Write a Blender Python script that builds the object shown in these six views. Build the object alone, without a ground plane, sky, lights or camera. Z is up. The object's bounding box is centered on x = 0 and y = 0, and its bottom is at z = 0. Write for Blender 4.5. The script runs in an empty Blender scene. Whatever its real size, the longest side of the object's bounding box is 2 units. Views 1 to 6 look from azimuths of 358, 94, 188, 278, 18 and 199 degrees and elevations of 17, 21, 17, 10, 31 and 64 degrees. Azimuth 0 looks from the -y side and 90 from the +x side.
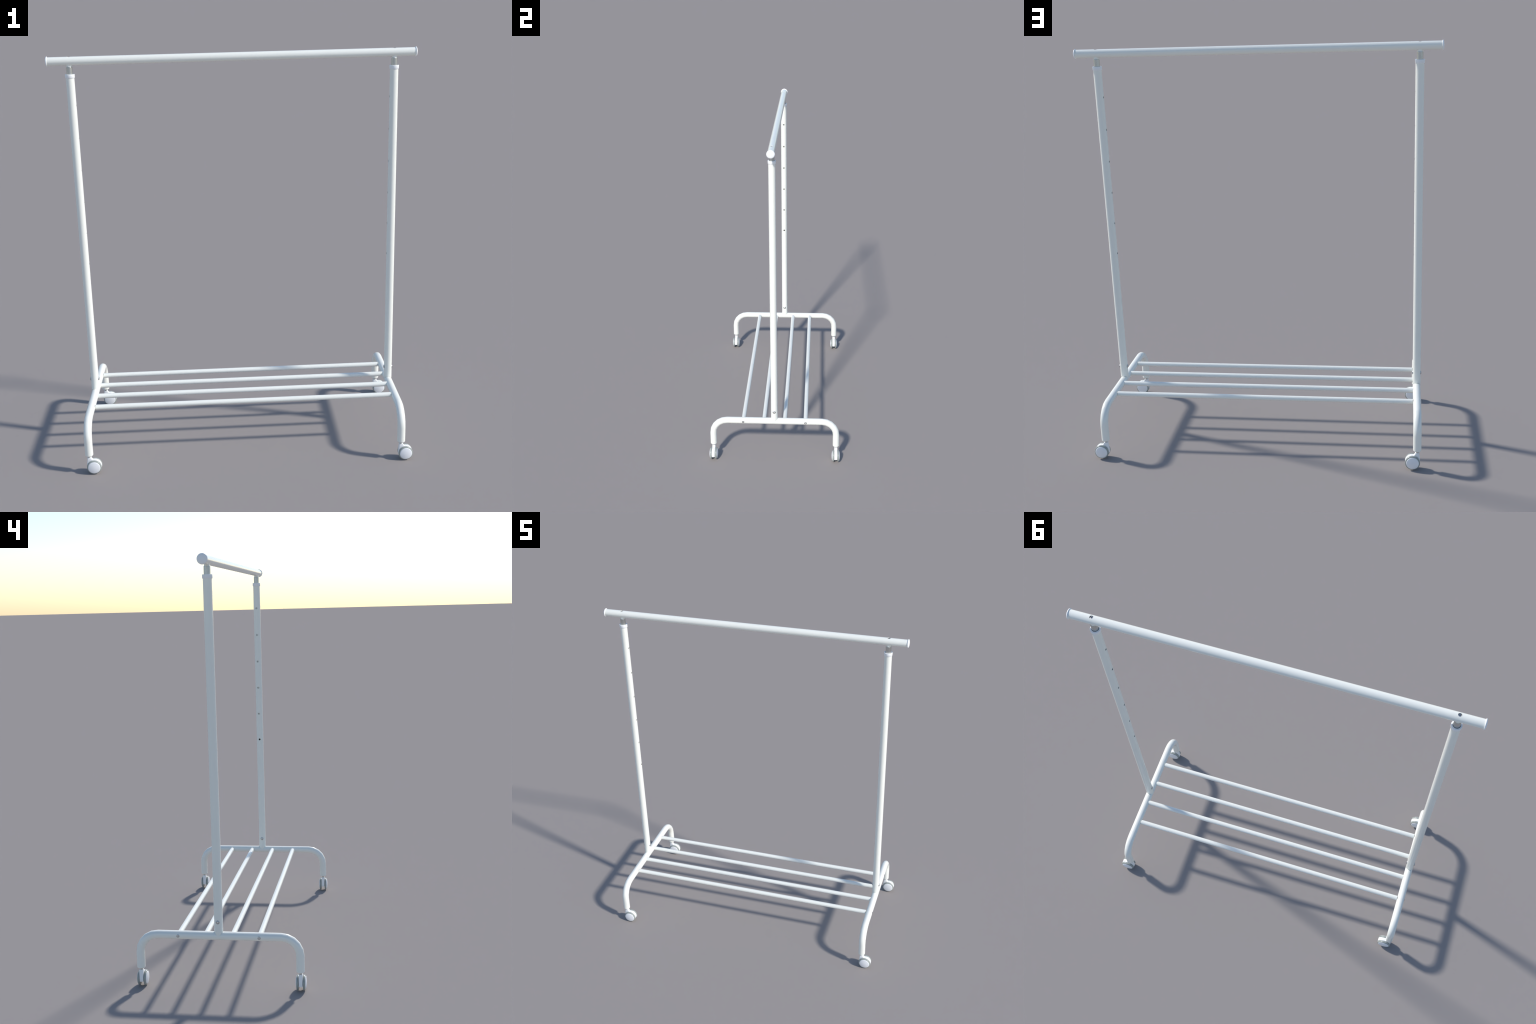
# White tubular clothes rack on four twin-wheel casters.
# All sizes in metres, z up, symmetric about x = 0 and y = 0.
import bpy, bmesh, math
from mathutils import Vector, Matrix

# ------------------------------------------------------------------ sizes
POST_X = 0.777            # posts and base frames stand at x = +-POST_X
POST_R, POST_WALL = 0.0204, 0.0022
TUBE_R = 0.0200           # bent base tube
BAR_R, BAR_Z = 0.0204, 1.9761
BAR_END = 0.8795
CAP_R, CAP_END = 0.0239, 0.8875
RAIL_Z = 0.2628           # centre height of base rail and shelf bars
LEG_Y, LEG_BOTTOM = 0.380, 0.0950
BEND_R, BEND_STEPS = 0.088, 5
SHELF_R = 0.0127
SHELF_Y = (-0.1918, -0.0640, 0.0640, 0.1918)
COLLAR_R, COLLAR_HOLE = 0.0231, 0.0164
COLLAR_TOP, COLLAR_BOTTOM = 1.9149, 1.8962
NECK_R, NECK_TOP, NECK_BOTTOM = 0.0152, 1.9505, 1.045
HOLE_Z = [1.7654 - 0.1597 * k for k in range(6)]
HOLE_R = 0.0058
SCREW_Z = 0.3345
WHEEL_R, WHEEL_TRAIL = 0.0362, 0.0222
N = 64                    # segments round a tube

# -------------------------------------------------------------- materials
def material(name, color, rough, metallic=0.0, grain=0.0, grain_scale=400.0,
             tint=0.02, tint_scale=9.0, spec=0.5):
    m = bpy.data.materials.new(name)
    m.use_nodes = True
    nt = m.node_tree
    nt.nodes.clear()
    out = nt.nodes.new("ShaderNodeOutputMaterial")
    p = nt.nodes.new("ShaderNodeBsdfPrincipled")
    nt.links.new(p.outputs[0], out.inputs[0])
    tc = nt.nodes.new("ShaderNodeTexCoord")
    noise = nt.nodes.new("ShaderNodeTexNoise")
    noise.inputs["Scale"].default_value = tint_scale
    noise.inputs["Detail"].default_value = 4.0
    nt.links.new(tc.outputs["Object"], noise.inputs["Vector"])
    ramp = nt.nodes.new("ShaderNodeValToRGB")
    ramp.color_ramp.elements[0].position = 0.3
    ramp.color_ramp.elements[1].position = 0.7
    ramp.color_ramp.elements[0].color = [c * (1 - tint) for c in color] + [1]
    ramp.color_ramp.elements[1].color = [min(1, c * (1 + tint)) for c in color] + [1]
    nt.links.new(noise.outputs["Fac"], ramp.inputs["Fac"])
    nt.links.new(ramp.outputs["Color"], p.inputs["Base Color"])
    p.inputs["Roughness"].default_value = rough
    p.inputs["Metallic"].default_value = metallic
    p.inputs["Specular IOR Level"].default_value = spec
    if grain > 0:
        n2 = nt.nodes.new("ShaderNodeTexNoise")
        n2.inputs["Scale"].default_value = grain_scale
        n2.inputs["Detail"].default_value = 3.0
        nt.links.new(tc.outputs["Object"], n2.inputs["Vector"])
        b = nt.nodes.new("ShaderNodeBump")
        b.inputs["Strength"].default_value = grain
        b.inputs["Distance"].default_value = 0.0004
        nt.links.new(n2.outputs["Fac"], b.inputs["Height"])
        nt.links.new(b.outputs["Normal"], p.inputs["Normal"])
    return m

PAINT = material("white_powder_coat", (0.975, 0.975, 0.90), 0.18, tint=0.006)
PLASTIC = material("white_plastic", (0.975, 0.98, 0.98), 0.4, tint=0.005)
WHEEL_CAP = material("wheel_cap_plastic", (0.955, 0.96, 0.975), 0.4, tint=0.005)
STEEL = material("galvanised_steel", (0.62, 0.63, 0.61), 0.38, metallic=1.0,
                 grain=0.35, grain_scale=900, tint=0.06, tint_scale=300)
SCREW = material("zinc_screw", (0.55, 0.55, 0.55), 0.3, metallic=1.0, tint=0.03)
RUBBER = material("grey_tyre_rubber", (0.37, 0.40, 0.375), 0.25, tint=0.02)

# ---------------------------------------------------------------- helpers
def link(name, mesh, parent, mat, loc=(0, 0, 0)):
    o = bpy.data.objects.new(name, mesh)
    bpy.context.scene.collection.objects.link(o)
    o.parent = parent
    o.location = loc
    if mat and not mesh.materials:
        mesh.materials.append(mat)
    return o

def finish(bm, name, angle=35):
    """Mesh from bmesh: smooth faces, edges steeper than angle kept sharp."""
    bmesh.ops.recalc_face_normals(bm, faces=bm.faces)
    lim = math.radians(angle)
    for f in bm.faces:
        f.smooth = True
    for e in bm.edges:
        e.smooth = e.calc_face_angle(0.0) < lim if e.is_manifold else False
    me = bpy.data.meshes.new(name)
    bm.to_mesh(me)
    bm.free()
    return me

def revolve(profile, name, axis="z", seg=N, angle=35):
    """Lathe a list of (radius, height); radius 0 closes the shape."""
    bm = bmesh.new()
    rings = []
    for r, h in profile:
        if r <= 1e-7:
            rings.append([bm.verts.new((0, 0, h))])
        else:
            rings.append([bm.verts.new((r * math.cos(2 * math.pi * i / seg),
                                        r * math.sin(2 * math.pi * i / seg), h))
                          for i in range(seg)])
    for a, b in zip(rings, rings[1:]):
        for i in range(seg):
            j = (i + 1) % seg
            q = [a[i % len(a)], a[j % len(a)], b[j % len(b)], b[i % len(b)]]
            q = list(dict.fromkeys(q))
            if len(q) > 2:
                bm.faces.new(q)
    if axis == "x":
        bm.transform(Matrix.Rotation(math.pi / 2, 4, "Y"))   # +z -> +x
    elif axis == "y":
        bm.transform(Matrix.Rotation(-math.pi / 2, 4, "X"))  # +z -> +y
    return finish(bm, name, angle)

def loop_profile(points):
    return points + [points[0]]

def boolean_cut(obj, cutter_meshes):
    """Subtract meshes (already in obj's space), bake the result in obj.data."""
    cutters = []
    for cm in cutter_meshes:
        c = bpy.data.objects.new("cutter", cm)
        bpy.context.scene.collection.objects.link(c)
        c.matrix_world = obj.matrix_world.copy()
        cutters.append(c)
        m = obj.modifiers.new("cut", "BOOLEAN")
        m.operation = "DIFFERENCE"
        m.solver = "EXACT"
        m.object = c
    bpy.context.view_layer.update()
    dg = bpy.context.evaluated_depsgraph_get()
    me = bpy.data.meshes.new_from_object(obj.evaluated_get(dg))
    obj.modifiers.clear()
    obj.data = me
    for c in cutters:
        bpy.data.objects.remove(c)
    return me

def radial_normals(me, axis, radius):
    """Exact cylinder normals on the outer skin, flat normals elsewhere."""
    k = "xyz".index(axis)
    for p in me.polygons:
        p.use_smooth = True
    normals = [None] * len(me.loops)
    for p in me.polygons:
        for li in p.loop_indices:
            co = me.vertices[me.loops[li].vertex_index].co.copy()
            co[k] = 0.0
            fn = p.normal.copy()
            if co.length > 1e-6:
                d = co.normalized()
                if abs(fn.dot(d)) > 0.9:
                    normals[li] = d if fn.dot(d) > 0 else -d
                    continue
            normals[li] = fn
    me.normals_split_custom_set(normals)

def cylinder(radius, p0, p1, seg=32):
    bm = bmesh.new()
    a, b = Vector(p0), Vector(p1)
    bmesh.ops.create_cone(bm, cap_ends=True, segments=seg, radius1=radius,
                          radius2=radius, depth=(b - a).length)
    rot = (b - a).to_track_quat("Z", "Y").to_matrix().to_4x4()
    bm.transform(Matrix.Translation((a + b) / 2) @ rot)
    me = bpy.data.meshes.new("cutter")
    bm.to_mesh(me)
    bm.free()
    return me

# ------------------------------------------------------------------- root
rack = bpy.data.objects.new("clothes_rack", None)
bpy.context.scene.collection.objects.link(rack)
rack["label"] = "white metal clothes rack with shelf bars and swivel casters"
rack["category"] = "clothes rack"

# -------------------------------------------------- screw head (shared mesh)
def screw_mesh(radius, height, name, floor_slot=1, socket_depth=0.0010):
    """Button head along +x; its hexagonal socket has a pale floor."""
    bm = bmesh.new()
    seg = 36
    sock = radius * 0.42
    prof = [(radius, -0.0045), (radius, height * 0.25), (radius * 0.93, height * 0.55),
            (radius * 0.78, height * 0.85), (radius * 0.58, height)]
    rings = [[bm.verts.new((h, r * math.cos(2 * math.pi * i / seg),
                            r * math.sin(2 * math.pi * i / seg))) for i in range(seg)]
             for r, h in prof]
    def hexa(i):
        a = 2 * math.pi * i / seg
        m = (a + math.pi / 6) % (math.pi / 3) - math.pi / 6
        return sock * math.cos(math.pi / 6) / math.cos(m)
    for h in (height, height - socket_depth):
        rings.append([bm.verts.new((h, hexa(i) * math.cos(2 * math.pi * i / seg),
                                    hexa(i) * math.sin(2 * math.pi * i / seg)))
                      for i in range(seg)])
    for a, b in zip(rings, rings[1:]):
        for i in range(seg):
            j = (i + 1) % seg
            bm.faces.new((a[i], a[j], b[j], b[i]))
    bm.faces.new(rings[-1]).material_index = floor_slot
    bm.faces.new(list(reversed(rings[0])))
    me = finish(bm, name, 40)
    me.materials.append(SCREW)
    me.materials.append(PAINT)
    return me

post_screw = screw_mesh(0.0090, 0.0036, "post_screw")
rail_screw = screw_mesh(0.0075, 0.0015, "rail_screw")
bar_screw = screw_mesh(0.0076, 0.0016, "bar_screw", floor_slot=0, socket_depth=0.0040)

# ------------------------------------------------------------ hanging bar
bar_me = revolve(loop_profile([(BAR_R, -BAR_END), (BAR_R, BAR_END),
                               (BAR_R - 0.0024, BAR_END), (BAR_R - 0.0024, -BAR_END)]),
                 "hanging_bar", axis="x", seg=96)
bar = link("hanging_bar", bar_me, rack, PAINT, (0, 0, BAR_Z))
bpy.context.view_layer.update()
boolean_cut(bar, [cylinder(0.0081, (sx * POST_X, 0, 0.004), (sx * POST_X, 0, 0.04))
                  for sx in (-1, 1)])
radial_normals(bar.data, "x", BAR_R)

cap_profile = [(0, 0.0), (CAP_R - 0.0008, 0.0), (CAP_R - 0.0002, 0.0004), (CAP_R, 0.0012),
               (CAP_R - 0.0002, 0.0022), (CAP_R - 0.0012, 0.0034)]
for k in range(1, 9):
    a = k / 8 * math.pi / 2
    cap_profile.append(((CAP_R - 0.0012) * math.cos(a) if k < 8 else 0,
                        0.0034 + 0.0050 * math.sin(a)))
cap_me = revolve(cap_profile, "end_cap", axis="x", angle=50)
for sx in (-1, 1):
    c = link("end_cap", cap_me, bar, PLASTIC, (sx * (CAP_END - 0.0084), 0, 0))
    if sx < 0:
        c.rotation_euler = (0, 0, math.pi)
    s = link("screw", bar_screw, bar, SCREW, (sx * POST_X, 0, BAR_R - 0.0052))
    s.rotation_euler = (0, -math.pi / 2, 0)

# ------------------------------------------------------------------ posts
def rail_saddle(x, r_rail=TUBE_R + 0.0008):
    """Height of the base rail's upper surface at offset x from its axis."""
    return math.sqrt(max(r_rail * r_rail - x * x, 0.0))

def post_mesh():
    """Hollow upright, its foot coped to sit astride the base rail."""
    bm = bmesh.new()
    seg = 96
    top = COLLAR_TOP - 0.004 - RAIL_Z
    r_in = POST_R - POST_WALL
    def ring(r, z=None):
        out = []
        for i in range(seg):
            a = 2 * math.pi * i / seg
            x, y = r * math.cos(a), r * math.sin(a)
            out.append(bm.verts.new((x, y, rail_saddle(x) if z is None else z)))
        return out
    rings = [ring(POST_R), ring(POST_R, 0.03), ring(POST_R, top), ring(r_in, top),
             ring(r_in, 0.03), ring(r_in)]
    rings.append(rings[0])
    for a, b in zip(rings, rings[1:]):
        for i in range(seg):
            j = (i + 1) % seg
            bm.faces.new((a[i], a[j], b[j], b[i]))
    return finish(bm, "post")

collar_me = revolve(loop_profile([
    (COLLAR_HOLE, COLLAR_TOP - 0.0006), (COLLAR_HOLE + 0.0006, COLLAR_TOP),
    (COLLAR_R - 0.0010, COLLAR_TOP), (COLLAR_R - 0.0003, COLLAR_TOP - 0.0004),
    (COLLAR_R, COLLAR_TOP - 0.0012), (COLLAR_R - 0.0003, COLLAR_BOTTOM + 0.0030),
    (POST_R + 0.0009, COLLAR_BOTTOM), (POST_R - 0.0002, COLLAR_BOTTOM),
    (POST_R - 0.0002, COLLAR_TOP - 0.003), (COLLAR_HOLE, COLLAR_TOP - 0.003)]), "collar")
neck_me = revolve([(0, NECK_TOP), (NECK_R - 0.0015, NECK_TOP), (NECK_R - 0.0005, NECK_TOP - 0.0005),
                   (NECK_R, NECK_TOP - 0.0015), (NECK_R, NECK_TOP - 0.0025),
                   (NECK_R, NECK_BOTTOM), (0, NECK_BOTTOM)], "inner_tube")

def saddle_mesh():
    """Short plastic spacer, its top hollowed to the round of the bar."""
    bm = bmesh.new()
    seg, r = 64, NECK_R - 0.0019
    lo, mid, hi = [], [], []
    for i in range(seg):
        a = 2 * math.pi * i / seg
        x, y = r * math.cos(a), r * math.sin(a)
        z = BAR_Z - math.sqrt(BAR_R ** 2 - y * y) + 0.0004
        lo.append(bm.verts.new((x, y, NECK_TOP - 0.0005)))
        mid.append(bm.verts.new((x, y, NECK_TOP + 0.003)))
        hi.append(bm.verts.new((x, y, z)))
    for a, b in ((lo, mid), (mid, hi)):
        for i in range(seg):
            j = (i + 1) % seg
            bm.faces.new((a[i], a[j], b[j], b[i]))
    bm.faces.new(lo)
    for i in range(seg // 2 - 1):
        a, b = i, i + 1
        c, d = (-i - 1) % seg, (-i) % seg
        q = list(dict.fromkeys([hi[a], hi[b], hi[c], hi[d]]))
        if len(q) > 2:
            bm.faces.new(q)
    bmesh.ops.holes_fill(bm, edges=bm.edges[:], sides=8)
    return finish(bm, "bar_saddle")

saddle_me = saddle_mesh()

for sx in (-1, 1):
    post = link("post", post_mesh(), rack, PAINT, (sx * POST_X, 0, RAIL_Z))
    bpy.context.view_layer.update()
    boolean_cut(post, [cylinder(HOLE_R, (-sx * 0.010, 0, z - RAIL_Z),
                                (-sx * 0.030, 0, z - RAIL_Z)) for z in HOLE_Z])
    radial_normals(post.data, "z", POST_R)
    link("collar", collar_me, rack, PLASTIC, (sx * POST_X, 0, 0))
    link("inner_tube", neck_me, rack, STEEL, (sx * POST_X, 0, 0))
    link("bar_saddle", saddle_me, rack, PAINT, (sx * POST_X, 0, 0))
    for side in (-1, 1):
        s = link("screw", post_screw, rack, SCREW,
                 (sx * POST_X + side * (POST_R - 0.0004), 0, SCREW_Z))
        s.rotation_euler = (0, 0, 0 if side > 0 else math.pi)

# ------------------------------------------------------------- base frames
def base_frame_mesh():
    """Bent tube in the y-z plane: leg, bend, rail, bend, leg."""
    path = [(-LEG_Y, LEG_BOTTOM + 0.005, 0.0)]
    zc, yc = RAIL_Z - BEND_R, LEG_Y - BEND_R
    for k in range(BEND_STEPS + 1):
        a = k / BEND_STEPS * math.pi / 2
        path.append((-yc - BEND_R * math.cos(a), zc + BEND_R * math.sin(a), a))
    path += [(-y, z, math.pi - a) for y, z, a in reversed(path)]
    seg = 48
    bm = bmesh.new()
    rings, ndir = [], {}
    def ring(y, z, a, r):
        # tangent (sin a, cos a) in (y, z); outward direction (-cos a, sin a)
        out = []
        for i in range(seg):
            t = 2 * math.pi * i / seg
            u, x = math.cos(t), math.sin(t)
            d = Vector((x, -u * math.cos(a), u * math.sin(a)))
            v = bm.verts.new(Vector((0, y, z)) + d * r)
            ndir[v] = d
            out.append(v)
        return out
    rnd = [(0.0050 * (1 - math.cos(k / 4 * math.pi / 2)) , 0.0050 * math.sin(k / 4 * math.pi / 2))
           for k in range(5)]
    # rounded foot, straight part, bends, rail, rounded foot
    for inset, drop in reversed(rnd[1:]):
        rings.append(ring(-LEG_Y, LEG_BOTTOM + 0.005 - drop, 0.0, TUBE_R - inset))
    for y, z, a in path:
        rings.append(ring(y, z, a, TUBE_R))
    for inset, drop in rnd[1:]:
        rings.append(ring(LEG_Y, LEG_BOTTOM + 0.005 - drop, math.pi, TUBE_R - inset))
    for a, b in zip(rings, rings[1:]):
        for i in range(seg):
            j = (i + 1) % seg
            bm.faces.new((a[i], a[j], b[j], b[i]))
    bm.faces.new(rings[0])
    bm.faces.new(rings[-1])
    bmesh.ops.recalc_face_normals(bm, faces=bm.faces)
    bm.verts.index_update()
    dirs = {v.index: d for v, d in ndir.items()}
    nfoot = 4
    feet = {v.index for r in rings[:nfoot] + rings[-nfoot:] for v in r}
    for f in bm.faces:
        f.smooth = True
    me = bpy.data.meshes.new("base_frame")
    bm.to_mesh(me)
    bm.free()
    vn = [v.normal.copy() for v in me.vertices]
    normals = []
    for p in me.polygons:
        for li in p.loop_indices:
            vi = me.loops[li].vertex_index
            if len(p.vertices) > 8:
                normals.append(p.normal.copy())
            elif vi in feet:
                normals.append(vn[vi])
            else:
                normals.append(dirs[vi])
    me.normals_split_custom_set(normals)
    return me

frame_me = base_frame_mesh()
frames = {}
for sx in (-1, 1):
    f = link("base_frame", frame_me, rack, PAINT, (sx * POST_X, 0, 0))
    frames[sx] = f
    for y in (SHELF_Y[0], SHELF_Y[-1]):
        s = link("screw", rail_screw, f, SCREW, (sx * (TUBE_R - 0.0006), y, RAIL_Z))
        s.rotation_euler = (0, 0, 0 if sx > 0 else math.pi)

# -------------------------------------------------------------- shelf bars
def shelf_bar_mesh(half):
    return revolve([(0, -half), (SHELF_R - 0.0006, -half), (SHELF_R, -half + 0.0006),
                    (SHELF_R, half - 0.0006), (SHELF_R - 0.0006, half), (0, half)],
                   "shelf_bar", axis="x", seg=48)

bolted = shelf_bar_mesh(POST_X - TUBE_R - 0.0004)   # butted against the rail
welded = shelf_bar_mesh(POST_X - 0.008)             # runs into the rail
for i, y in enumerate(SHELF_Y):
    link("shelf_bar", bolted if i in (0, 3) else welded, rack, PAINT, (0, y, RAIL_Z))

# ----------------------------------------------------------------- casters
def hood_mesh():
    """Caster housing: plate between the wheels with a round neck on top.
    Outline in x-z, leg axis at x = 0, wheel axle at (WHEEL_TRAIL, WHEEL_R)."""
    R = WHEEL_R - 0.0006
    outline = [(-0.0136, 0.0268), (-0.0138, 0.040), (-0.0135, 0.050), (-0.0124, 0.061),
               (-0.0108, 0.072), (-0.0097, 0.0850), (0.0097, 0.0850), (0.0102, 0.0770)]
    a0, a1 = math.radians(98), math.radians(-15)
    for k in range(25):
        a = a0 + (a1 - a0) * k / 24
        outline.append((WHEEL_TRAIL + R * math.cos(a), WHEEL_R + R * math.sin(a)))
    bm = bmesh.new()
    vs = [bm.verts.new((x, -0.0093, z)) for x, z in outline]
    face = bm.faces.new(vs)
    ext = bmesh.ops.extrude_face_region(bm, geom=[face])
    for v in ext["geom"]:
        if isinstance(v, bmesh.types.BMVert):
            v.co.y = 0.0093
    bmesh.ops.recalc_face_normals(bm, faces=bm.faces)
    # generous rounding on the front and on the neck, small elsewhere
    soft = [e for e in bm.edges if e.calc_face_angle(0) > math.radians(60)
            and abs(e.verts[0].co.y - e.verts[1].co.y) < 1e-6
            and all(v.co.x < -0.0095 or (v.co.z > 0.0765 and abs(v.co.x) > 0.0095)
                    for v in e.verts)
            and abs(e.verts[0].co.z - e.verts[1].co.z) > 0.002]
    bmesh.ops.bevel(bm, geom=soft, offset=0.0034, segments=4, affect="EDGES", profile=0.5)
    edges = [e for e in bm.edges if e.calc_face_angle(0) > math.radians(40)]
    bmesh.ops.bevel(bm, geom=edges, offset=0.0012, segments=2, affect="EDGES", profile=0.5)
    return finish(bm, "hood", 30)

hood_me = hood_mesh()
stem_me = revolve([(0, 0.070), (0.0068, 0.070), (0.0068, 0.098), (0, 0.098)], "stem", seg=32)
tyre_profile = [(0.010, 0.0104), (0.0335, 0.0104), (WHEEL_R - 0.0008, 0.0112),
                (WHEEL_R, 0.0124), (WHEEL_R, 0.0155), (WHEEL_R - 0.0005, 0.0173),
                (WHEEL_R - 0.0016, 0.0191), (WHEEL_R - 0.0034, 0.0203),
                (0.0300, 0.0206), (0.010, 0.0206)]
tyre_me = revolve(loop_profile(tyre_profile), "tyre", axis="y", seg=56, angle=45)
cap_p = [(0, 0.0195), (0.0302, 0.0195), (0.0305, 0.0212), (0.0300, 0.0220)]
for k in range(1, 9):                      # shallow dome
    q = 1 - k / 8
    cap_p.append((0.0300 * q, 0.0220 + 0.0043 * (1 - q * q)))
wheel_cap_me = revolve(cap_p, "wheel_cap", axis="y", seg=56, angle=60)
axle_me = revolve([(0, -0.0185), (0.006, -0.0185), (0.006, 0.0185), (0, 0.0185)],
                  "axle", axis="y", seg=24)

for sx in (-1, 1):
    for sy in (-1, 1):
        caster = bpy.data.objects.new("caster", None)
        bpy.context.scene.collection.objects.link(caster)
        caster.parent = rack
        caster.location = (sx * POST_X, sy * LEG_Y, 0)
        link("hood", hood_me, caster, PLASTIC)
        link("stem", stem_me, caster, STEEL)
        hub = (WHEEL_TRAIL, 0, WHEEL_R)
        link("axle", axle_me, caster, STEEL, hub)
        for side in (1, -1):
            for nm, me, mat in (("tyre", tyre_me, RUBBER), ("wheel_cap", wheel_cap_me, WHEEL_CAP)):
                o = link(nm, me, caster, mat, hub)
                if side < 0:
                    o.rotation_euler = (0, 0, math.pi)
